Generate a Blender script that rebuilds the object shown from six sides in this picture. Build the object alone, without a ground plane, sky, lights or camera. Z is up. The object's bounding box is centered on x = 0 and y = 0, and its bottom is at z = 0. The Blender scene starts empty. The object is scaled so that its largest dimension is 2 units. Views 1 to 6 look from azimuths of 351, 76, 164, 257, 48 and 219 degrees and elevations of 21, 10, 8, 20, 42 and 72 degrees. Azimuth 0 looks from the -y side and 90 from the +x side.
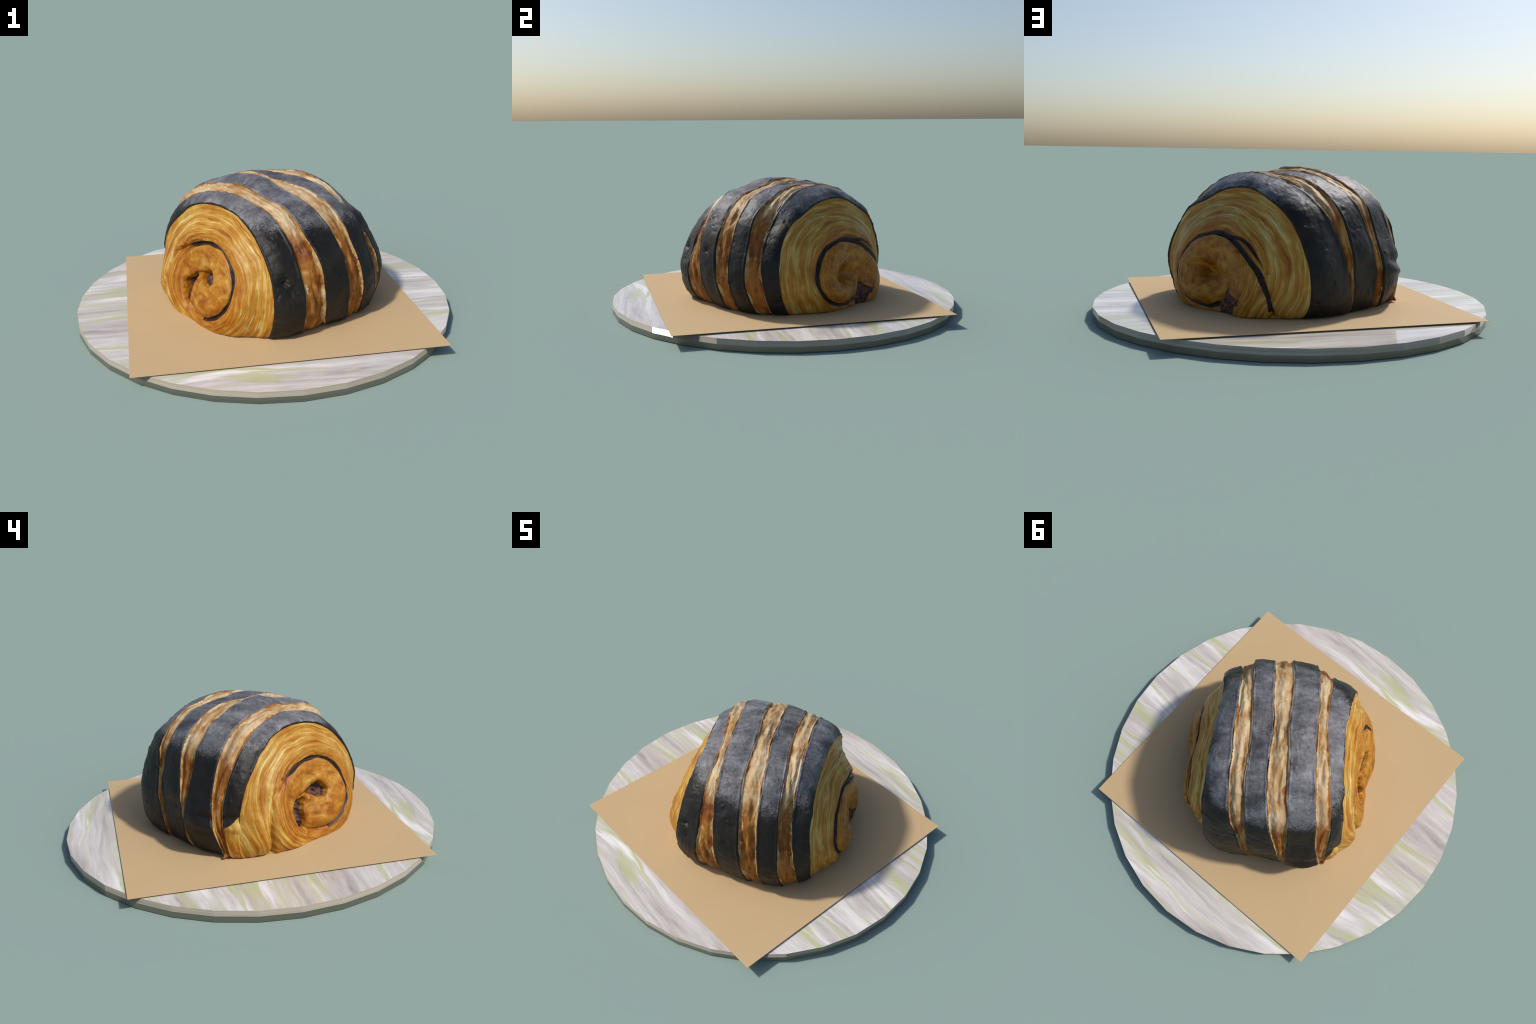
"""Striped chocolate pastry roll on a square of baking paper on a round marble plate."""
import bpy, math
import numpy as np

rng = np.random.default_rng(7)

# ------------------------------------------------------------------ noise
PERM = rng.permutation(512)
PERM = np.concatenate([PERM, PERM, PERM])
GRAD = rng.normal(size=(512, 3))
GRAD /= np.linalg.norm(GRAD, axis=1)[:, None]


def noise(x, y, z=0.0):
    """Gradient noise, about -1..1."""
    x, y, z = np.broadcast_arrays(np.asarray(x, float), np.asarray(y, float), np.asarray(z, float))
    i = [np.floor(v).astype(int) for v in (x, y, z)]
    f = [v - np.floor(v) for v in (x, y, z)]
    w = [t * t * t * (t * (t * 6 - 15) + 10) for t in f]
    out = 0.0
    for dx in (0, 1):
        for dy in (0, 1):
            for dz in (0, 1):
                h = PERM[(PERM[(PERM[(i[0] + dx) & 511] + i[1] + dy) & 511] + i[2] + dz) & 511]
                g = GRAD[h]
                dot = g[..., 0] * (f[0] - dx) + g[..., 1] * (f[1] - dy) + g[..., 2] * (f[2] - dz)
                wt = (w[0] if dx else 1 - w[0]) * (w[1] if dy else 1 - w[1]) * (w[2] if dz else 1 - w[2])
                out = out + dot * wt
    return out * 1.6


def fbm(x, y, z, octaves=3):
    s, amp, k = 0.0, 1.0, 1.0
    for o in range(octaves):
        s = s + amp * noise(x * k + 13.1 * o, y * k + 7.7 * o, z * k + 3.3 * o)
        amp *= 0.5
        k *= 2.03
    return s


def smooth(x, lo, hi):
    t = np.clip((x - lo) / (hi - lo), 0, 1)
    return t * t * (3 - 2 * t)


# ------------------------------------------------------------------ node helpers
class Nodes:
    def __init__(self, name):
        self.mat = bpy.data.materials.new(name)
        self.mat.use_nodes = True
        self.t = self.mat.node_tree
        self.bsdf = self.t.nodes["Principled BSDF"]
        self.obj = self.t.nodes.new("ShaderNodeTexCoord").outputs["Object"]
        s = self.t.nodes.new("ShaderNodeSeparateXYZ")
        self.t.links.new(self.obj, s.inputs[0])
        self.x, self.y, self.z = s.outputs

    def put(self, sock, v):
        if isinstance(v, bpy.types.NodeSocket):
            self.t.links.new(v, sock)
        else:
            sock.default_value = v

    def math(self, op, a, b=0.0, c=None, clamp=False):
        n = self.t.nodes.new("ShaderNodeMath")
        n.operation = op
        n.use_clamp = clamp
        self.put(n.inputs[0], a)
        self.put(n.inputs[1], b)
        if c is not None:
            self.put(n.inputs[2], c)
        return n.outputs[0]

    def vec(self, x, y, z):
        n = self.t.nodes.new("ShaderNodeCombineXYZ")
        for k, v in enumerate((x, y, z)):
            self.put(n.inputs[k], v)
        return n.outputs[0]

    def mapping(self, scale=(1, 1, 1), rot=(0, 0, 0), loc=(0, 0, 0), src=None):
        n = self.t.nodes.new("ShaderNodeMapping")
        self.put(n.inputs["Vector"], src or self.obj)
        n.inputs["Scale"].default_value = scale
        n.inputs["Rotation"].default_value = rot
        n.inputs["Location"].default_value = loc
        return n.outputs[0]

    def noise(self, vec, scale=5.0, detail=4.0, rough=0.55, distort=0.0):
        n = self.t.nodes.new("ShaderNodeTexNoise")
        self.put(n.inputs["Vector"], vec)
        n.inputs["Scale"].default_value = scale
        n.inputs["Detail"].default_value = detail
        n.inputs["Roughness"].default_value = rough
        n.inputs["Distortion"].default_value = distort
        return n.outputs["Fac"]

    def ramp(self, fac, *stops):
        n = self.t.nodes.new("ShaderNodeValToRGB")
        self.put(n.inputs[0], fac)
        e = n.color_ramp.elements
        while len(e) < len(stops):
            e.new(0.5)
        for el, (p, c) in zip(e, stops):
            el.position = p
            el.color = tuple(c) + (1.0,) if len(c) == 3 else c
        return n.outputs[0]

    def step(self, v, lo, hi):
        n = self.t.nodes.new("ShaderNodeMapRange")
        n.interpolation_type = "SMOOTHSTEP"
        self.put(n.inputs[0], v)
        n.inputs[1].default_value = lo
        n.inputs[2].default_value = hi
        return n.outputs[0]

    def mix(self, fac, a, b, kind="MIX"):
        n = self.t.nodes.new("ShaderNodeMix")
        n.data_type = "RGBA"
        n.blend_type = kind
        self.put(n.inputs[0], fac)
        for s, v in ((n.inputs[6], a), (n.inputs[7], b)):
            if isinstance(v, tuple):
                v = v + (1.0,)
            self.put(s, v)
        return n.outputs[2]

    def bump(self, height, strength=0.3, dist=0.004):
        n = self.t.nodes.new("ShaderNodeBump")
        n.inputs["Strength"].default_value = strength
        n.inputs["Distance"].default_value = dist
        self.put(n.inputs["Height"], height)
        self.t.links.new(n.outputs[0], self.bsdf.inputs["Normal"])

    def done(self, color, rough=0.5, spec=0.5):
        self.put(self.bsdf.inputs["Base Color"], color)
        self.put(self.bsdf.inputs["Roughness"], rough)
        self.put(self.bsdf.inputs["Specular IOR Level"], spec)
        return self.mat


# ------------------------------------------------------------------ materials
def chocolate_material(name="dark_chocolate_glaze", with_sheen=True):
    n = Nodes(name)
    grain = n.noise(n.obj, 120, 5, 0.75)
    drag = n.noise(n.mapping((30, 55, 55), (0.3, 0.4, 0.6)), 1.0, 5, 0.7)
    blotch = n.noise(n.obj, 8, 4, 0.6)
    base = n.ramp(blotch, (0.3, (0.0080, 0.0066, 0.0062)), (0.55, (0.014, 0.0115, 0.0095)), (0.75, (0.026, 0.019, 0.012)))
    # grey highlight painted into the chocolate colour on the crown, with a speckled border
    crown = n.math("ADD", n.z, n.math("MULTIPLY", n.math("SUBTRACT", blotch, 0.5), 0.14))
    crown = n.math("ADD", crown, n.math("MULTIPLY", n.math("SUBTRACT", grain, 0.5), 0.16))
    painted_sheen = n.step(crown, 0.555, 0.625)
    sheen_grain = n.math("ADD", n.math("MULTIPLY", grain, 0.55), n.math("MULTIPLY", drag, 0.45))
    painted_sheen = n.math("MULTIPLY", painted_sheen, n.step(sheen_grain, 0.22, 0.58))
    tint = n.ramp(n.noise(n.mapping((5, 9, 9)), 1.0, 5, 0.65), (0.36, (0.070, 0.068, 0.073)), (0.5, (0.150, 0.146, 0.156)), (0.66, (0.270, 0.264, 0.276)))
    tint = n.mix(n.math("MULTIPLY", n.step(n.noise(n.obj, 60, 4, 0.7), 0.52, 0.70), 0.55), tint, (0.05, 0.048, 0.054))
    col = n.mix(painted_sheen if with_sheen else 0.0, base, tint)
    # tiny crumbs and scratches
    speck = n.step(n.noise(n.obj, 190, 2, 0.5), 0.72, 0.80)
    col = n.mix(n.math("MULTIPLY", speck, 0.5), col, (0.20, 0.19, 0.18))
    rough = n.math("ADD", 0.20, n.math("MULTIPLY", n.math("ADD", grain, blotch), 0.22))
    n.bump(n.math("ADD", grain, drag), 0.45, 0.003)
    return n.done(col, rough, 0.27)


def strip_material():
    n = Nodes("baked_pastry_strip")
    warp = n.noise(n.obj, 7, 3)
    along = n.noise(n.mapping((34, 5, 5)), 1.0, 3, 0.55, 0.7)
    blot = n.noise(n.obj, 11, 4, 0.55, 0.6)
    fine = n.noise(n.obj, 70, 4, 0.65)
    tone = n.math("ADD", n.math("MULTIPLY", along, 0.45), n.math("MULTIPLY", blot, 0.55))
    gold = n.ramp(tone, (0.34, (0.085, 0.020, 0.003)), (0.44, (0.20, 0.058, 0.006)),
                  (0.53, (0.30, 0.110, 0.012)), (0.66, (0.46, 0.25, 0.07)))
    pale = n.ramp(tone, (0.33, (0.27, 0.120, 0.030)), (0.42, (0.39, 0.220, 0.080)), (0.50, (0.47, 0.320, 0.170)),
                  (0.58, (0.54, 0.415, 0.240)), (0.68, (0.62, 0.53, 0.34)))
    # the crown stayed pale and dry, the flanks browned
    up = n.math("ADD", n.z, n.math("MULTIPLY", n.math("SUBTRACT", warp, 0.5), 0.30))
    col = n.mix(n.step(up, 0.50, 0.63), gold, pale)
    col = n.mix(n.math("MULTIPLY", n.step(fine, 0.52, 0.75), 0.35), col, (0.16, 0.06, 0.012))
    n.bump(n.math("ADD", along, fine), 0.3, 0.004)
    return n.done(col, 0.50, 0.3)


def edge_material():
    n = Nodes("pale_torn_pastry_edge")
    t = n.math("ADD", n.math("MULTIPLY", n.noise(n.obj, 22, 5, 0.65), 0.6), n.math("MULTIPLY", n.noise(n.mapping((60, 9, 9)), 1.0, 4), 0.4))
    col = n.ramp(t, (0.36, (0.22, 0.085, 0.014)), (0.47, (0.37, 0.20, 0.060)), (0.56, (0.47, 0.33, 0.15)), (0.68, (0.58, 0.48, 0.29)))
    # on the crown the same edges are toasted
    toast = n.ramp(t, (0.36, (0.17, 0.055, 0.008)), (0.50, (0.33, 0.145, 0.030)), (0.64, (0.48, 0.28, 0.09)))
    col = n.mix(n.step(n.math("ADD", n.z, n.math("MULTIPLY", t, 0.2)), 0.60, 0.72), col, toast)
    n.bump(t, 0.5, 0.004)
    return n.done(col, 0.55, 0.25)


def end_material(name, y0, z0, squash):
    """Laminated dough: streaks run round the coil."""
    n = Nodes(name)
    wob = n.math("MULTIPLY", n.math("SUBTRACT", n.noise(n.obj, 4, 2), 0.5), 0.05)
    yy = n.math("MULTIPLY", n.math("SUBTRACT", n.y, y0), squash)
    zz = n.math("SUBTRACT", n.z, z0)
    ang = n.math("ARCTAN2", zz, yy)
    rad = n.math("SQRT", n.math("ADD", n.math("MULTIPLY", yy, yy), n.math("MULTIPLY", zz, zz)))
    rad = n.math("ADD", rad, wob)
    ca, sa = n.math("COSINE", ang), n.math("SINE", ang)
    layer = n.noise(n.vec(n.math("MULTIPLY", rad, 62), n.math("MULTIPLY", ca, 1.1), n.math("MULTIPLY", sa, 1.1)), 1.0, 3, 0.6)
    hair = n.noise(n.vec(n.math("MULTIPLY", rad, 190), n.math("MULTIPLY", ca, 3), n.math("MULTIPLY", sa, 3)), 1.0, 3, 0.6)
    blot = n.noise(n.obj, 10, 5, 0.65)
    tone = n.math("ADD", n.math("MULTIPLY", layer, 0.48), n.math("ADD", n.math("MULTIPLY", blot, 0.22), n.math("MULTIPLY", hair, 0.30)))
    flow = n.noise(n.mapping((6, 14, 22), (0.5, 0, 0)), 1.0, 4, 0.55, 0.8)
    core = n.math("ADD", n.math("ADD", 0.10, n.math("MULTIPLY", flow, 0.45)), n.math("ADD", n.math("MULTIPLY", blot, 0.22), n.math("MULTIPLY", hair, 0.18)))
    skin = n.step(rad, 0.15, 0.22)
    tone = n.math("ADD", n.math("MULTIPLY", tone, skin), n.math("MULTIPLY", core, n.math("SUBTRACT", 1.0, skin)))
    # the outer layers are paler than the browned core
    tone = n.math("ADD", tone, n.math("MULTIPLY", n.math("SUBTRACT", n.step(rad, 0.17, 0.29), 0.62), 0.085))
    col = n.ramp(tone, (0.35, (0.15, 0.036, 0.002)), (0.42, (0.28, 0.085, 0.004)), (0.48, (0.37, 0.145, 0.009)),
                 (0.54, (0.43, 0.215, 0.028)), (0.60, (0.53, 0.345, 0.090)), (0.67, (0.64, 0.52, 0.27)))
    n.bump(n.math("MULTIPLY", n.math("ADD", layer, n.math("MULTIPLY", hair, 0.7)), n.math("ADD", 0.25, n.math("MULTIPLY", skin, 0.75))), 0.45, 0.006)
    return n.done(col, 0.45, 0.3)


def swirl_material():
    n = Nodes("glossy_chocolate_seam")
    g = n.noise(n.obj, 60, 4)
    col = n.ramp(g, (0.35, (0.012, 0.009, 0.010)), (0.7, (0.05, 0.03, 0.022)))
    n.bump(g, 0.4, 0.003)
    return n.done(col, 0.50, 0.3)


def filling_material():
    n = Nodes("crumbly_chocolate_filling")
    g = n.noise(n.obj, 55, 5, 0.7)
    col = n.ramp(g, (0.32, (0.018, 0.008, 0.006)), (0.5, (0.09, 0.045, 0.035)), (0.68, (0.25, 0.12, 0.075)))
    n.bump(g, 0.8, 0.008)
    return n.done(col, 0.7, 0.25)


def marble_color(n, vec):
    big = n.noise(vec, 0.8, 6, 0.62, 0.25)
    fine = n.noise(vec, 2.6, 6, 0.7, 0.3)
    vein = n.noise(vec, 0.62, 4, 0.5, 0.35)
    tone = n.math("ADD", n.math("MULTIPLY", big, 0.6), n.math("MULTIPLY", fine, 0.4))
    col = n.ramp(tone, (0.36, (0.37, 0.325, 0.285)), (0.45, (0.54, 0.485, 0.445)),
                 (0.53, (0.67, 0.62, 0.585)), (0.63, (0.87, 0.835, 0.80)))
    near = n.math("ABSOLUTE", n.math("SUBTRACT", vein, 0.50))
    line = n.math("SUBTRACT", 1.0, n.step(near, 0.006, 0.055))
    line = n.math("MULTIPLY", line, n.step(fine, 0.36, 0.60))
    return n.mix(n.math("MULTIPLY", line, 0.85), col, (0.47, 0.48, 0.22)), tone


def marble_material():
    n = Nodes("veined_marble")
    bend = n.noise(n.mapping((0.8, 1.3, 1)), 1.0, 1)
    ripple = n.noise(n.mapping((5, 9, 1)), 1.0, 4)
    yy = n.math("ADD", n.y, n.math("ADD", n.math("MULTIPLY", n.math("SUBTRACT", bend, 0.5), 0.30), n.math("MULTIPLY", ripple, 0.045)))
    col, tone = marble_color(n, n.vec(n.math("MULTIPLY", n.x, 0.9), n.math("MULTIPLY", yy, 10.5), 0.3))
    return n.done(col, 0.08, 0.5)


def rim_material():
    n = Nodes("veined_marble_edge")
    col, tone = marble_color(n, n.vec(n.math("MULTIPLY", n.x, 0.4), n.math("MULTIPLY", n.y, 0.4), n.math("MULTIPLY", n.z, 150)))
    return n.done(n.mix(1.0, n.mix(0.35, col, (0.62, 0.57, 0.46)), (0.56, 0.54, 0.50), "MULTIPLY"), 0.08, 0.5)


def paper_material():
    n = Nodes("brown_baking_paper")
    f = n.noise(n.obj, 220, 3, 0.6)
    cloud = n.noise(n.obj, 3, 3)
    col = n.ramp(cloud, (0.3, (0.534, 0.376, 0.200)), (0.7, (0.550, 0.387, 0.208)))
    crease = n.noise(n.mapping((1.0, 1.0, 1.0)), 5, 5, 0.55, 0.4)
    n.bump(n.math("ADD", n.math("MULTIPLY", crease, 1.0), n.math("MULTIPLY", f, 0.05)), 0.06, 0.02)
    return n.done(col, 0.75, 0.3)


# ------------------------------------------------------------------ mesh helper
def add_mesh(name, verts, faces, mats, parent=None, mat_index=None, normals=None, corner_normals=None):
    me = bpy.data.meshes.new(name)
    verts = np.asarray(verts, np.float32)
    if isinstance(faces, np.ndarray):
        me.vertices.add(len(verts))
        me.vertices.foreach_set("co", verts.ravel())
        me.loops.add(faces.size)
        me.loops.foreach_set("vertex_index", faces.astype(np.int32).ravel())
        me.polygons.add(len(faces))
        me.polygons.foreach_set("loop_start", np.arange(0, faces.size, faces.shape[1], dtype=np.int32))
        me.update(calc_edges=True)
    else:
        me.from_pydata(verts.tolist(), [], faces)
    me.polygons.foreach_set("use_smooth", np.zeros(len(me.polygons), bool))
    for m in mats:
        me.materials.append(m)
    if mat_index is not None:
        me.polygons.foreach_set("material_index", np.asarray(mat_index, np.int32))
    if normals is not None:
        me.polygons.foreach_set("use_smooth", np.ones(len(me.polygons), bool))
        me.normals_split_custom_set_from_vertices(normals.tolist())
    if corner_normals is not None:
        me.polygons.foreach_set("use_smooth", np.ones(len(me.polygons), bool))
        me.normals_split_custom_set(corner_normals)
    ob = bpy.data.objects.new(name, me)
    bpy.context.scene.collection.objects.link(ob)
    if parent:
        ob.parent = parent
    return ob


# ------------------------------------------------------------------ marble plate
def build_plate():
    sides, r, rings_z = 32, 1.0, (0.0, 0.0285, 0.0575)
    V = [(r * math.cos(2 * math.pi * k / sides), r * math.sin(2 * math.pi * k / sides), z) for z in rings_z for k in range(sides)]
    F, M, N = [], [], []
    down_tilt = math.radians(-44)
    for lev in range(2):
        for k in range(sides):
            j = (k + 1) % sides
            F.append((lev * sides + k, lev * sides + j, (lev + 1) * sides + j, (lev + 1) * sides + k))
            M.append(1)
            mid = 2 * math.pi * (k + 0.5) / sides
            if lev == 1:  # upright wall, normals tilted: sunward facets catch the glint, far ones shade dark
                up_tilt = math.radians(55.5 if 125 < math.degrees(mid) < 325 else 18)
                N += [(math.cos(mid) * math.cos(up_tilt), math.sin(mid) * math.cos(up_tilt), math.sin(up_tilt))] * 4
            else:         # normals tipped down so the upright lower wall renders as shaded
                for q in (k, k + 1, k + 1, k):
                    an = 2 * math.pi * q / sides
                    N.append((math.cos(an) * math.cos(down_tilt), math.sin(an) * math.cos(down_tilt), math.sin(down_tilt)))
    F.append(tuple(2 * sides + k for k in range(sides)))
    M.append(0)
    N += [(0, 0, 1)] * sides
    F.append(tuple(reversed(range(sides))))
    M.append(0)
    N += [(0, 0, -1)] * sides
    ob = add_mesh("marble_plate", V, F, [marble_material(), rim_material()], mat_index=M, corner_normals=N)
    ob["label"] = "round white marble plate with grey and olive veins"
    ob["category"] = "plate"
    return ob


# ------------------------------------------------------------------ baking paper
PAPER_TOP = 0.0665


def build_paper():
    cx, cy, h, n = 0.016, -0.0125, 0.752, 60
    u = np.linspace(-h, h, n + 1)
    X, Y = np.meshgrid(u + cx, u + cy, indexing="ij")
    Zt = PAPER_TOP + 0.0006 * fbm(X * 3, Y * 3, 0.5) - 0.0003
    top = np.stack([X, Y, Zt], -1).reshape(-1, 3)
    bot = top - (0, 0, 0.0015)
    I = np.arange((n + 1) ** 2).reshape(n + 1, n + 1)
    q = np.stack([I[:-1, :-1], I[1:, :-1], I[1:, 1:], I[:-1, 1:]], -1).reshape(-1, 4)
    m = len(top)
    faces = [q, q[:, ::-1] + m]
    for line in (I[:, 0], I[-1, :], I[::-1, -1], I[0, ::-1]):
        faces.append(np.stack([line[:-1], line[:-1] + m, line[1:] + m, line[1:]], -1))
    ob = add_mesh("baking_paper", np.vstack([top, bot]), np.vstack(faces), [paper_material()])
    ob["label"] = "flat square sheet of tan baking paper"
    ob["category"] = "paper"
    return ob


# ------------------------------------------------------------------ pastry roll
# The roll lies along its own x axis.  Eight border curves run round it (four glaze
# stripes); each gives, at these angles round the axis (0 = front flank, 90 = crown),
# the place along the roll and the distance from the axis.
HEADING, CENTRE, AXIS_Z = math.radians(37), (0.04, -0.03), 0.27
NODE_ANGLE = np.radians([-38, -18, 0, 18, 36, 54, 72, 90, 108, 126, 144, 162, 180, 198, 218])
BORDER_PLACE = [
    (-0.380, -0.404, -0.405, -0.390, -0.372, -0.352, -0.334, -0.317, -0.312, -0.316, -0.322, -0.327, -0.318, -0.325, -0.330),
    (-0.159, -0.258, -0.271, -0.260, -0.252, -0.238, -0.226, -0.222, -0.237, -0.245, -0.261, -0.260, -0.250, -0.275, -0.280),
    (0.020, -0.124, -0.162, -0.170, -0.180, -0.180, -0.178, -0.173, -0.172, -0.177, -0.187, -0.193, -0.214, -0.235, -0.227),
    (0.100, 0.018, -0.012, -0.028, -0.037, -0.046, -0.037, -0.029, -0.039, -0.036, -0.045, -0.046, -0.041, -0.075, -0.128),
    (0.165, 0.105, 0.083, 0.067, 0.060, 0.057, 0.051, 0.048, 0.060, 0.066, 0.050, 0.020, -0.010, -0.026, -0.100),
    (0.258, 0.216, 0.190, 0.180, 0.169, 0.166, 0.161, 0.155, 0.162, 0.175, 0.173, 0.165, 0.151, 0.127, 0.093),
    (0.291, 0.293, 0.279, 0.248, 0.234, 0.232, 0.233, 0.243, 0.248, 0.255, 0.251, 0.215, 0.187, 0.153, 0.150),
    (0.355, 0.357, 0.354, 0.338, 0.331, 0.329, 0.338, 0.349, 0.365, 0.377, 0.394, 0.395, 0.393, 0.381, 0.362),
]
BORDER_RADIUS = [
    (0.386, 0.394, 0.391, 0.376, 0.363, 0.359, 0.362, 0.368, 0.389, 0.418, 0.437, 0.473, 0.488, 0.515, 0.490),
    (0.448, 0.475, 0.478, 0.448, 0.440, 0.429, 0.410, 0.414, 0.437, 0.472, 0.509, 0.530, 0.533, 0.548, 0.505),
    (0.484, 0.499, 0.505, 0.502, 0.478, 0.472, 0.440, 0.452, 0.468, 0.514, 0.548, 0.548, 0.569, 0.554, 0.500),
    (0.506, 0.527, 0.537, 0.528, 0.513, 0.485, 0.450, 0.467, 0.489, 0.520, 0.560, 0.551, 0.582, 0.574, 0.505),
    (0.478, 0.533, 0.550, 0.528, 0.521, 0.496, 0.461, 0.446, 0.476, 0.520, 0.561, 0.559, 0.566, 0.566, 0.520),
    (0.457, 0.526, 0.540, 0.520, 0.518, 0.480, 0.460, 0.445, 0.460, 0.506, 0.533, 0.538, 0.536, 0.546, 0.525),
    (0.442, 0.491, 0.508, 0.489, 0.460, 0.457, 0.453, 0.446, 0.453, 0.483, 0.514, 0.517, 0.529, 0.546, 0.512),
    (0.420, 0.440, 0.457, 0.443, 0.425, 0.378, 0.372, 0.376, 0.385, 0.391, 0.418, 0.432, 0.456, 0.466, 0.430),
]
# coil seams on the two ends, (sideways, up from axis), from the outside inwards
SEAM_NEAR = [(-.36, -.20), (-.372, -.114), (-.372, -.053), (-.347, .009), (-.317, .076), (-.25, .125), (-.187, .158), (-.10, .19),
             (-.03, .203), (.039, .198), (.11, .163), (.16, .112), (.179, .072), (.186, .017), (.174, -.035), (.141, -.082),
             (.095, -.120), (.02, -.150), (-.077, -.149), (-.137, -.129), (-.178, -.074), (-.178, -.025), (-.14, .02), (-.08, .045), (-.03, .055), (.01, .05)]
SEAM_FAR = [(-.31, -.20), (-.30, -.11), (-.265, -.02), (-.229, .03), (-.165, .085), (-.097, .131), (-.041, .154), (.02, .168),
            (.08, .167), (.171, .14), (.22, .104), (.256, .06), (.283, .006), (.283, -.045), (.264, -.089), (.23, -.131),
            (.181, -.16), (.113, -.178), (.05, -.186), (0, -.17), (-.03, -.147), (-.055, -.098), (-.07, -.07)]
FLAP_FAR = [(-.06, .158), (-.115, .155), (-.175, .128), (-.24, .070), (-.285, .012)]
# how far each end stands out: (sideways, up, place along the roll)
RELIEF_NEAR = [(-.372, -.114, -.440), (-.347, .009, -.420), (-.25, .125, -.398), (-.10, .19, -.392), (.039, .198, -.415),
               (.11, .163, -.430), (.16, .112, -.448), (.186, .017, -.490), (.174, -.035, -.506), (.141, -.082, -.516),
               (.02, -.15, -.516), (-.077, -.149, -.482), (-.178, -.05, -.425), (.0, -.10, -.518), (.1, -.02, -.504),
               (.08, .07, -.455), (.04, .13, -.428), (-.05, .13, -.408), (-.12, .07, -.408), (-.12, -.02, -.432), (-.05, -.06, -.492),
               (.0, .0, -.465), (.25, -.1, -.490), (.27, .0, -.470), (.2, -.19, -.498), (-.2, -.16, -.470), (-.3, -.17, -.460),
               (-.25, -.06, -.448), (.0, .28, -.372), (-.2, .24, -.370), (.2, .2, -.412), (-.43, .0, -.398), (-.45, -.12, -.415)]
RELIEF_FAR = [(-.31, -.11, .485), (-.229, .03, .515), (-.165, .085, .508), (-.097, .131, .494), (-.03, .155, .476), (.07, .17, .466),
              (.171, .14, .454), (.22, .104, .456), (.283, .006, .472), (.283, -.045, .482), (.264, -.089, .493), (.23, -.131, .502),
              (.113, -.178, .512), (.0, -.18, .505), (.12, .08, .492), (.2, .0, .507), (.18, -.09, .525), (.08, -.12, .530), (0, .08, .484),
              (-.1, .05, .508), (-.16, -.02, .530), (-.12, -.07, .525), (.08, -.02, .490), (-.20, -.12, .542), (-.18, -.18, .540),
              (.05, .24, .402), (.03, .30, .380), (-.2, .2, .430), (-.38, -.18, .440), (.33, -.15, .436), (-.36, .05, .425), (.35, .05, .405)]


def thin_plate(points, values):
    """Smooth height field through scattered control points."""
    X = np.array(points, float)
    n = len(X)

    def kern(r2):
        return r2 * np.log(r2 + 1e-9)
    K = kern(((X[:, None] - X[None]) ** 2).sum(-1)) + 2e-3 * np.eye(n)
    Q = np.c_[np.ones(n), X]
    M = np.block([[K, Q], [Q.T, np.zeros((3, 3))]])
    w = np.linalg.solve(M, np.concatenate([values, np.zeros(3)]))

    def field(u, v):
        out = w[n] + w[n + 1] * u + w[n + 2] * v
        for i in range(n):
            out = out + w[i] * kern((u - X[i, 0]) ** 2 + (v - X[i, 1]) ** 2)
        return out
    return field


def hermite(knots, values, x):
    """Smooth periodic curve through control values; values (n,...) on angles, closed over 360."""
    k = np.concatenate([[knots[-1] - 2 * np.pi], knots, [knots[0] + 2 * np.pi, knots[1] + 2 * np.pi]])
    v = np.concatenate([values[-1:], values, values[:1], values[1:2]])
    d = np.gradient(v, k, axis=0)
    j = np.clip(np.searchsorted(k, x, side="right") - 1, 0, len(k) - 2)
    h = k[j + 1] - k[j]
    t = (x - k[j]) / h
    return (2 * t**3 - 3 * t**2 + 1) * v[j] + (t**3 - 2 * t**2 + t) * h * d[j] + (-2 * t**3 + 3 * t**2) * v[j + 1] + (t**3 - t**2) * h * d[j + 1]


def resample(points, step=0.004):
    """Catmull-Rom through a list of points."""
    p = np.array(points, float)
    p = np.vstack([2 * p[0] - p[1], p, 2 * p[-1] - p[-2]])
    out = []
    for i in range(1, len(p) - 2):
        m = max(2, int(np.linalg.norm(p[i + 1] - p[i]) / step))
        for t in np.arange(m) / m:
            out.append(0.5 * (2 * p[i] + (p[i + 1] - p[i - 1]) * t + (2 * p[i - 1] - 5 * p[i] + 4 * p[i + 1] - p[i + 2]) * t**2
                              + (3 * p[i] - p[i - 1] - 3 * p[i + 1] + p[i + 2]) * t**3))
    out.append(p[-2])
    return np.array(out)


def inside(b, z, poly):
    """Signed distance to a closed outline, positive inside."""
    P = np.array(poly, float)
    best = np.full(b.shape, 9.0)
    odd = np.zeros(b.shape, bool)
    for (x0, y0), (x1, y1) in zip(P, np.roll(P, -1, 0)):
        dx, dy = x1 - x0, y1 - y0
        t = np.clip(((b - x0) * dx + (z - y0) * dy) / (dx * dx + dy * dy), 0, 1)
        best = np.minimum(best, np.hypot(b - x0 - t * dx, z - y0 - t * dy))
        cross = (y0 > z) != (y1 > z)
        with np.errstate(divide="ignore", invalid="ignore"):
            odd ^= cross & (b < dx * (z - y0) / np.where(dy == 0, 1e-9, dy) + x0)
    return np.where(odd, best, -best)


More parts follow.
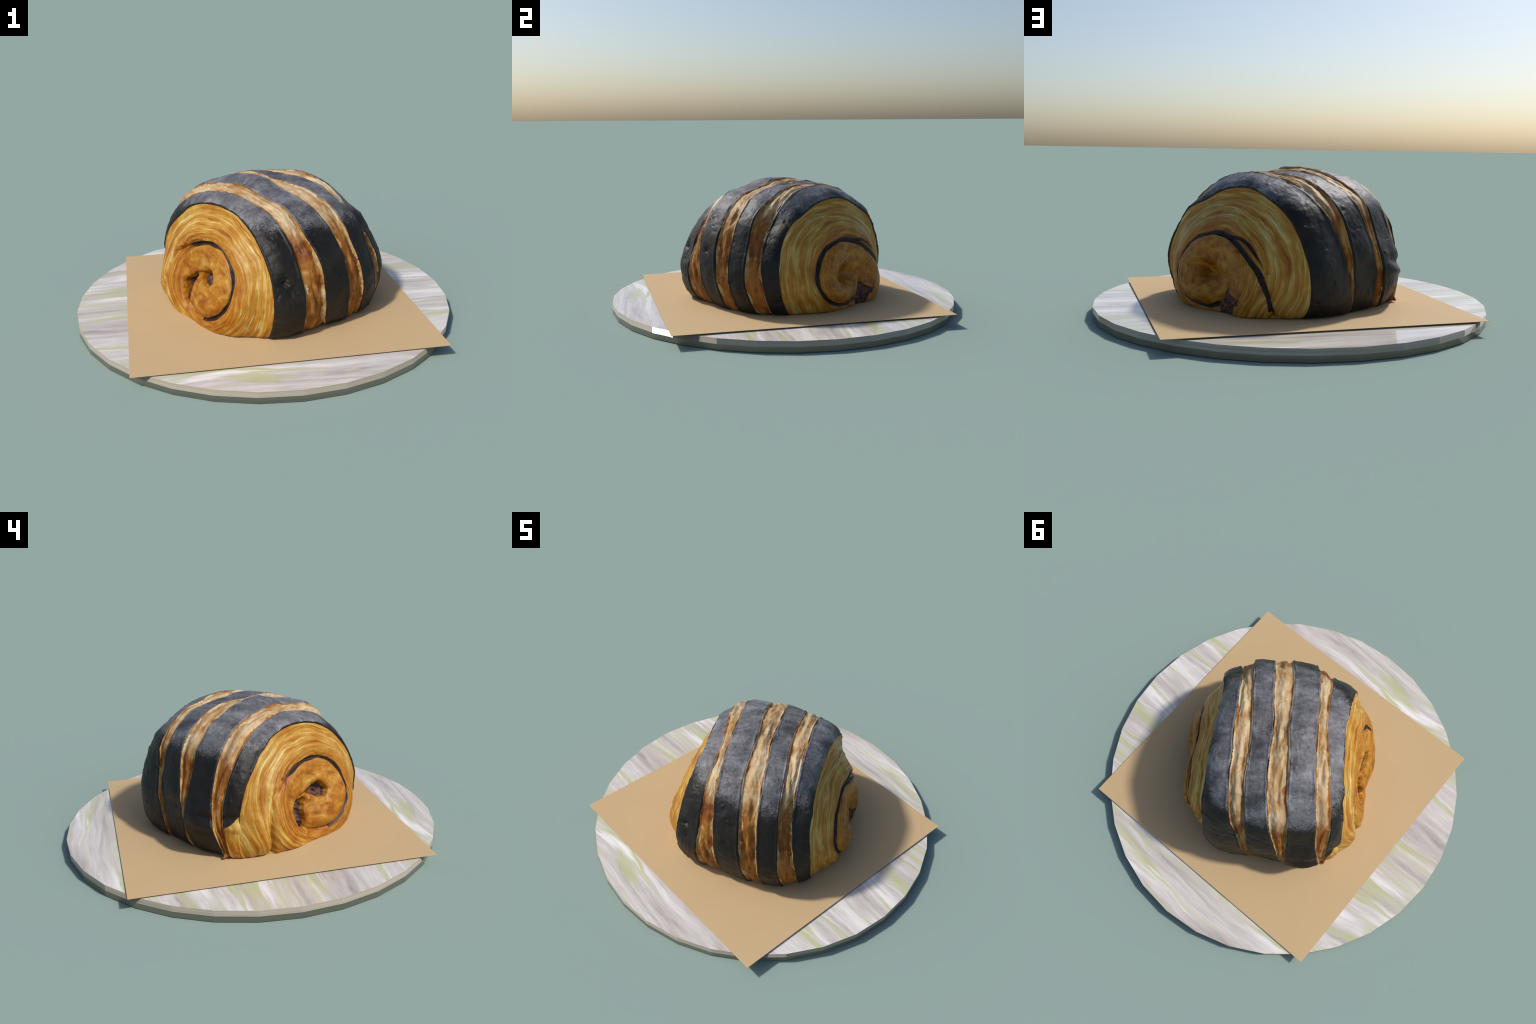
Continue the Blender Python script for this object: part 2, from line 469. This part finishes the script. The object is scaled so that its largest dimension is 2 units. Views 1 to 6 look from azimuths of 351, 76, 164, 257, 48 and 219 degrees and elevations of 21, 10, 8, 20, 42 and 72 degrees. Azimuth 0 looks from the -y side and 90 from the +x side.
EYE_NEAR = [(-.080, .045), (-.03, .074), (.015, .080), (.042, .036), (.010, .000), (-.040, .012)]
GAP_NEAR = [(-.196, -.020), (-.160, .012), (-.105, .024), (-.135, -.030), (-.143, -.095), (-.156, -.138), (-.188, -.100)]
NOTCH_FAR = [(-.076, -.074), (-.045, -.125), (-.022, -.175), (-.028, -.23), (-.115, -.23), (-.135, -.165), (-.178, -.125), (-.12, -.108)]


def seam_distance(b, z, line):
    """Distance to the seam, side (+ = towards the coil's core), and place 0..1 along it."""
    L = resample(line)
    shape = b.shape
    q = np.stack([b.ravel(), z.ravel()], -1)
    best = np.full(len(q), 9.0)
    idx = np.zeros(len(q), int)
    for s in range(0, len(L)):
        d = (q[:, 0] - L[s, 0]) ** 2 + (q[:, 1] - L[s, 1]) ** 2
        m = d < best
        best[m] = d[m]
        idx[m] = s
    tan = np.gradient(L, axis=0)
    off = q - L[idx]
    side = np.sign(tan[idx, 0] * off[:, 1] - tan[idx, 1] * off[:, 0])
    return np.sqrt(best).reshape(shape), side.reshape(shape), (idx / (len(L) - 1)).reshape(shape)


def build_roll():
    cols = 960
    n_cap, n_band, n_strip = 290, 40, 40
    phi = NODE_ANGLE[0] + np.arange(cols) / cols * 2 * np.pi
    cs, sn = np.cos(phi), np.sin(phi)
    place = np.array([hermite(NODE_ANGLE, np.array(v), phi) for v in BORDER_PLACE])
    rad = np.array([hermite(NODE_ANGLE, np.array(v), phi) for v in BORDER_RADIUS])
    # keep the borders in order (the first stripe dies out low on the back flank)
    for k in range(1, 8):
        place[k] = np.maximum(place[k], place[k - 1] + 0.004)
    # irregular borders
    for k in range(8):
        place[k] += 0.0035 * fbm(cs * 6, sn * 6, k * 3.7, 4)
    rings = np.stack([place, rad * cs, rad * sn], -1)           # (8, cols, 3): along, sideways, up

    floor = PAPER_TOP - 0.0006 - AXIS_Z

    def cap(R, pole, relief, sign):
        t = np.linspace(0, 1, n_cap + 1)[:, None]
        rho = t
        rim_b, rim_z = rings[R, :, 1], np.maximum(rings[R, :, 2], floor - 0.02)
        pick = [k for k in range(0, cols, cols // 24) if rings[R, k, 2] > floor - 0.03]
        ctrl = [(rim_b[k], rim_z[k]) for k in pick] + [c[:2] for c in relief]
        vals = [rings[R, k, 0] for k in pick] + [c[2] for c in relief]
        field = thin_plate(ctrl, np.array(vals))
        b = pole[0] + (rings[R, :, 1] - pole[0]) * rho
        z = pole[1] + (rings[R, :, 2] - pole[1]) * rho
        zc = np.maximum(z, floor - 0.02)
        a = field(b, zc)
        a = a + (rings[R, :, 0] - a[-1]) * rho**8
        # the outer layers dish in behind the stripe's edge
        a = a - sign * 0.015 * np.sin(np.pi * np.clip((rho - 0.66) / 0.34, 0, 1) ** 1.4)
        return np.stack([a, b, z], -1), rho

    near, rho_n = cap(0, (-0.01, 0.04), RELIEF_NEAR, -1)
    far, rho_f = cap(7, (0.08, -0.02), RELIEF_FAR, 1)

    # body: smooth loft through the borders, tangent to the ends
    guard = np.concatenate([near[-26:-25], rings, far[-26:-25]])
    tang = np.zeros_like(rings)
    for k in range(8):
        d0 = np.linalg.norm(guard[k + 1] - guard[k], axis=-1, keepdims=True)
        d1 = np.linalg.norm(guard[k + 2] - guard[k + 1], axis=-1, keepdims=True)
        s0, s1 = (guard[k + 1] - guard[k]) / d0, (guard[k + 2] - guard[k + 1]) / d1
        tang[k] = (s0 * d1 + s1 * d0) / (d0 + d1)
    rows, kind, across = [near[:-1]], [np.full(n_cap, -1)], [np.zeros(n_cap)]
    for k in range(7):
        m = n_band if k % 2 == 0 else n_strip
        t = (np.arange(m) / m)[:, None, None]
        h = np.linalg.norm(rings[k + 1] - rings[k], axis=-1, keepdims=True)
        rows.append((2 * t**3 - 3 * t**2 + 1) * rings[k] + (t**3 - 2 * t**2 + t) * h * tang[k]
                    + (-2 * t**3 + 3 * t**2) * rings[k + 1] + (t**3 - t**2) * h * tang[k + 1])
        kind.append(np.full(m, k))
        across.append(t[:, 0, 0])
    rows.append(far[::-1])
    kind.append(np.full(n_cap + 1, 7))
    across.append(np.zeros(n_cap + 1))
    P = np.concatenate(rows)
    kind = np.concatenate(kind)
    across = np.concatenate(across)[:, None]
    nr = len(P)

    # base normals (outwards)
    du = np.gradient(P, axis=0)
    dv = np.roll(P, -1, 1) - np.roll(P, 1, 1)
    N = np.cross(dv, du)
    N /= np.linalg.norm(N, axis=-1, keepdims=True) + 1e-12
    N[:3] = (-1, 0, 0)
    N[-3:] = (1, 0, 0)
    if (N[nr // 2] * np.stack([0 * cs, cs, sn], -1)).sum() < 0:
        N[3:-3] *= -1

    a, b, z = P[..., 0], P[..., 1], P[..., 2]
    D = np.zeros(a.shape)
    region = np.repeat(np.where(kind == -1, 10, np.where(kind == 7, 20, kind))[:, None], cols, 1)

    # ---- glaze stripes: thick coat with a rounded edge, gentle dents, sagging folds
    for k in (0, 2, 4, 6):
        m = kind == k
        t = across[m]
        edge = np.minimum(t, 1 - t)
        coat = 0.006 * np.exp(-((edge - 0.05) / 0.05) ** 2) * (0.6 + 0.8 * noise(a[m] * 4, b[m] * 9, z[m] * 9)) + 0.003 * smooth(edge, 0.0, 0.08) + 0.003 * (1 - (2 * t - 1) ** 2) - 0.004 * smooth(z[m], 0.15, 0.38)
        A_, B_, Z_ = a[m], b[m], z[m]
        D[m] += coat + 0.0045 * fbm(A_ * 9 + k, B_ * 9, Z_ * 9, 3) + 0.0009 * fbm(A_ * 70, B_ * 40, Z_ * 40, 2)
        # scattered small pits
        pit = noise(A_ * 26 + 5 * k, B_ * 26, Z_ * 26)
        D[m] -= 0.006 * smooth(pit, 0.58, 0.95)
        D[m] += 0.0035 * smooth(noise(A_ * 34 + 2 * k, B_ * 34, Z_ * 34 + 7), 0.5, 0.9)
        # a fold where the soft flank settled
        fold = Z_ - (-0.01 + 0.03 * noise(A_ * 5, B_ * 3, 2.0))
        back = smooth(-B_, 0.2, 0.45)
        back = back * smooth(0.5 * noise(A_ * 6 + 3, 0.4, 0.2) - 1.2 * A_ + 0.15, 0.0, 0.5)
        D[m] += back * (0.010 * np.exp(-((fold + 0.012) / 0.018) ** 2) - 0.012 * np.exp(-((fold - 0.035) / 0.02) ** 2))

    # ---- pastry strips: sunk along the stripes, wrinkled, with a wandering crease
    for k in (1, 3, 5):
        m = kind == k
        t = across[m]
        A_, B_, Z_ = a[m], b[m], z[m]
        edge = np.minimum(t, 1 - t)
        an = np.broadcast_to(phi, A_.shape)
        width = np.linalg.norm(rings[k + 1] - rings[k], axis=-1)
        calm = smooth(width, 0.015, 0.06)
        D[m] += -0.009 * smooth(edge, 0.0, 0.10) + 0.009 * smooth(edge, 0.12, 0.5) - 0.001 + 0.004 * smooth(Z_, 0.3, 0.42)
        mid = 0.5 + 0.42 * noise(np.cos(an) * 2.2 + k * 4, np.sin(an) * 2.2, k * 1.9)
        depth = 0.014 * smooth(noise(np.cos(an) * 3 + 9, np.sin(an) * 3, k * 2.3), -0.25, 0.5)
        D[m] -= calm * depth * np.exp(-((t - mid) / 0.13) ** 2)
        D[m] += calm * 0.006 * fbm(t * 2.2 + k, np.cos(an) * 5, np.sin(an) * 5, 3)
        D[m] += calm * 0.0011 * fbm(t * 7 + k, np.cos(an) * 9, np.sin(an) * 9, 2)
    # overhanging lip of the first strip, above the first stripe
    m = kind == 1
    D[m] += 0.011 * np.exp(-((across[m] - 0.42) / 0.3) ** 2) * smooth(z[m], 0.15, 0.3)
    # the front shoulder swells a little between the near stripes
    D += 0.006 * np.exp(-((a + 0.16) / 0.16) ** 2) * np.exp(-((np.degrees(phi) - 38) / 26) ** 2) * (region < 10)
    # torn flake low on the back
    D += 0.035 * np.exp(-((a + 0.255) / 0.018) ** 2 - ((b + 0.52) / 0.03) ** 2 - ((z + 0.185) / 0.016) ** 2)
    # burst bubble in the first stripe, front flank
    for (pa, pb, pz, r, dep) in ((-0.345, 0.40, 0.100, 0.028, 0.020), (-0.325, 0.42, 0.045, 0.036, 0.014),
                                 (-0.10, 0.52, 0.12, 0.022, 0.010), (0.30, 0.33, 0.27, 0.012, 0.008)):
        d2 = (a - pa) ** 2 + (b - pb) ** 2 + (z - pz) ** 2
        D -= dep * np.exp(-d2 / r**2) * (1 + 0.5 * noise(a * 60, b * 60, z * 60))
    # deep pocket on the second stripe, back flank
    d2 = ((a + 0.12) / 0.03) ** 2 + ((b + 0.54) / 0.05) ** 2 + ((z - 0.05) / 0.04) ** 2
    D -= 0.015 * np.exp(-d2)

    # ---- coiled ends
    for code, seam, sgn in ((10, SEAM_NEAR, 1), (20, SEAM_FAR, 1)):
        m = region[:, 0] == code
        B_, Z_ = b[m], z[m]
        rho = rho_n[:-1] if code == 10 else rho_f[::-1]
        dist, side, along = seam_distance(B_, Z_, seam)
        core = side < 0                                   # seams run clockwise: the core lies on the right
        inner = np.where(core, dist, 0)
        fade = smooth(1 - rho, 0.0, 0.06)
        # laminated layers
        rr = np.hypot((B_ + 0.04) * 0.85, Z_)
        lay = fbm(rr * 52 + 0.8 * noise(B_ * 4, Z_ * 4, 1.5), np.arctan2(Z_, B_) * 0.6, code, 3)
        D[m] += fade * (0.0032 * lay * smooth(rr, 0.14, 0.22) + 0.0045 * fbm(B_ * 9, Z_ * 9, code, 3))
        # seam groove and rounded shoulders
        wide = 0.011 if code == 10 else 0.013
        D[m] -= fade * 0.012 * np.exp(-(dist / (0.7 * wide)) ** 2)
        D[m] += (0.010 * smooth(dist, 0.0, 0.04) - 0.005) * fade
        reg = region[m]
        line = (dist < (0.0105 if code == 10 else 0.0105) * (0.95 + 0.55 * noise(B_ * 14, Z_ * 14, 4)))
        if code == 10:
            line &= (along > 0.26) & (along < 0.72)
            # open coil: gap on the left, eye in the middle
            jb, jz = B_ + 0.006 * noise(B_ * 45, Z_ * 45, 5), Z_ + 0.006 * noise(B_ * 45, Z_ * 45, 9)
            eye, gap = inside(jb, jz, EYE_NEAR), inside(jb, jz, GAP_NEAR)
            crumb = 0.006 * noise(B_ * 70, Z_ * 70, 2)
            D[m] -= smooth(eye, -0.006, 0.014) * (0.034 + crumb)
            D[m] -= smooth(gap, -0.008, 0.014) * (0.038 + crumb - 0.012 * smooth(-Z_, 0.03, 0.09))
            # the dough bulges round the openings
            D[m] += 0.007 * np.exp(-((eye + 0.022) / 0.016) ** 2) + 0.006 * np.exp(-((gap + 0.02) / 0.014) ** 2)
            fill = (gap > 0.004) | (eye > 0.006)
            # lower crease and wrinkled cleft at the left
            cleft = np.exp(-((B_ + 0.365 + 0.02 * noise(Z_ * 14, 0.3, 1)) / 0.012) ** 2) * smooth(-Z_, -0.05, 0.05)
            D[m] -= 0.010 * cleft * fade
            # ragged flakes over the arc
            flake = smooth(np.abs(dist - 0.022), 0.018, 0.0) * np.where(core, 0, 1) * smooth(along, 0.12, 0.2) * smooth(along, 0.5, 0.4)
            D[m] += 0.010 * flake * (0.4 + noise(B_ * 40, Z_ * 40, 3))
        else:
            line &= (along > 0.02) & (along < 0.93)
            line |= (dist < 0.004 + 0.015 * smooth(along, 0.06, 0.16) * smooth(along, 0.55, 0.3)) & ~core
            fd, fs, fa = seam_distance(B_, Z_, FLAP_FAR)
            D[m] -= 0.014 * np.exp(-(fd / 0.008) ** 2)
            line |= fd < 0.0075 * smooth(fa, 1.0, 0.5)
            pit = np.exp(-(((B_ - 0.075) / 0.035) ** 2 + ((Z_ + 0.02 + 0.1 * B_) / 0.013) ** 2))
            D[m] -= 0.030 * pit
            hollow = np.exp(-(((B_ - 0.03) / 0.11) ** 2 + ((Z_ + 0.03) / 0.05) ** 2))
            D[m] -= 0.026 * hollow
            D[m] -= 0.024 * np.exp(-(((B_ - 0.065) / 0.05) ** 2 + ((Z_ + 0.008) / 0.028) ** 2))
            knob = np.exp(-(((B_ - 0.11) / 0.09) ** 2 + ((Z_ + 0.115) / 0.05) ** 2))
            D[m] += 0.014 * knob
            jb, jz = B_ + 0.008 * noise(B_ * 35, Z_ * 35, 5), Z_ + 0.008 * noise(B_ * 35, Z_ * 35, 9)
            notch = inside(jb, jz, NOTCH_FAR)
            D[m] -= smooth(notch, -0.006, 0.02) * (0.018 + 0.007 * noise(B_ * 60, Z_ * 60, 2)) * smooth(-B_, -0.0, 0.05) * smooth(-B_, 0.20, 0.10)
            fill = notch > 0.002
        reg = np.where(line, code + 1, reg)
        reg = np.where(fill, code + 2, reg)
        region[m] = reg
    # stripe one has died out low on the back: pastry there
    end = np.radians(178 + 6 * across[kind == 0]) + 0.03 * noise(across[kind == 0] * 2.5, 0.5, 0.5)
    region[kind == 0] = np.where((phi[None] > end) & (phi[None] < math.radians(300)), 10, region[kind == 0])
    # dark rim of the outer stripes, left out of the painted crown highlight
    for k, gap in ((0, across), (6, 1 - across)):
        m = kind == k
        lip = gap[m] < 0.09 + 0.05 * fbm(cs * 5 + k, sn * 5, 4.0)[None]
        region[m] = np.where(lip & (region[m] == k), 40 + k, region[m])
    # ragged pale edges of the strips, where the cut dough stands open
    for k in (1, 3, 5):
        m = kind == k
        an = np.broadcast_to(phi, (m.sum(), cols))
        t = across[m] + 0 * an
        wl = 0.06 + 0.22 * fbm(np.cos(an) * 4 + k, np.sin(an) * 4, 2.0) + 0.05 * noise(an * 40, t * 4, k)
        wr = 0.09 + 0.22 * fbm(np.cos(an) * 4 + k, np.sin(an) * 4, 9.0) + 0.05 * noise(an * 40, t * 4, k + 5)
        region[m] = np.where((t < wl) | (t > 1 - wr), 30 + k, k)

    P = P + N * D[..., None]

    # rest it on the paper: flat underside with a soft turn
    k = 0.012
    zz = P[..., 2]
    low = zz < floor + 4 * k
    P[..., 2] = np.where(low, floor + k * np.log1p(np.exp(np.clip((zz - floor) / k, -60, 40))), zz)
    P[..., 2] = np.maximum(P[..., 2], floor)

    V = np.stack([P[..., 0], -P[..., 1], P[..., 2] + AXIS_Z], -1).reshape(-1, 3)
    I = np.arange(nr * cols).reshape(nr, cols)
    J = np.roll(I, -1, 1)
    F = np.stack([I[:-1], J[:-1], J[1:], I[1:]], -1).reshape(-1, 4)
    # orient outwards
    c = V[F[len(F) // 2 + cols // 4]]
    nrm = np.cross(c[1] - c[0], c[3] - c[0])
    if nrm @ (c.mean(0) - np.array([0, 0, AXIS_Z])) < 0:
        F = F[:, ::-1]
    # vertex normals of the whole body (pole rings share one normal)
    fn = np.cross(V[F[:, 2]] - V[F[:, 0]], V[F[:, 3]] - V[F[:, 1]])
    VN = np.zeros_like(V)
    for q in range(4):
        for x in range(3):
            VN[:, x] += np.bincount(F[:, q], fn[:, x], len(V))
    VN[:cols] = VN[:cols].sum(0)
    VN[-cols:] = VN[-cols:].sum(0)
    VN /= np.linalg.norm(VN, axis=1)[:, None] + 1e-20
    FR = region[:-1].reshape(-1).copy()
    last = I[:-1].shape[0]

    root = bpy.data.objects.new("pastry_roll", None)
    bpy.context.scene.collection.objects.link(root)
    root.location = (CENTRE[0], CENTRE[1], 0)
    root.rotation_euler = (0, 0, HEADING)
    root["label"] = "coiled golden pastry roll striped with dark chocolate"
    root["category"] = "pastry"

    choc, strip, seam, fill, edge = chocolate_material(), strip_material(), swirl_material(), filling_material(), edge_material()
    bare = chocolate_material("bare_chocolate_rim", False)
    end_near = end_material("laminated_dough_open_coil", 0.03, 0.27, 0.86)
    end_far = end_material("laminated_dough_tight_coil", -0.02, 0.25, 0.84)
    parts = {}

    def part(code, name, mat, parent):
        f = F[FR == code]
        if not len(f):
            return None
        used, inv = np.unique(f, return_inverse=True)
        ob = add_mesh(name, V[used], inv.reshape(-1, 4), [mat], parent, normals=VN[used])
        parts[code] = ob
        return ob

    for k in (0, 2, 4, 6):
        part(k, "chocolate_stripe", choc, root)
        if k in (0, 6):
            part(40 + k, "chocolate_rim", bare, parts[k])
    for k in (1, 3, 5):
        part(k, "pastry_strip", strip, root)
        part(30 + k, "pastry_edge", edge, parts[k])
    part(10, "coiled_end", end_near, root)
    part(20, "coiled_end", end_far, root)
    for code in (10, 20):
        part(code + 1, "chocolate_swirl", seam, parts[code])
        part(code + 2, "chocolate_filling", fill, parts[code])
    return root


build_plate()
build_paper()
build_roll()
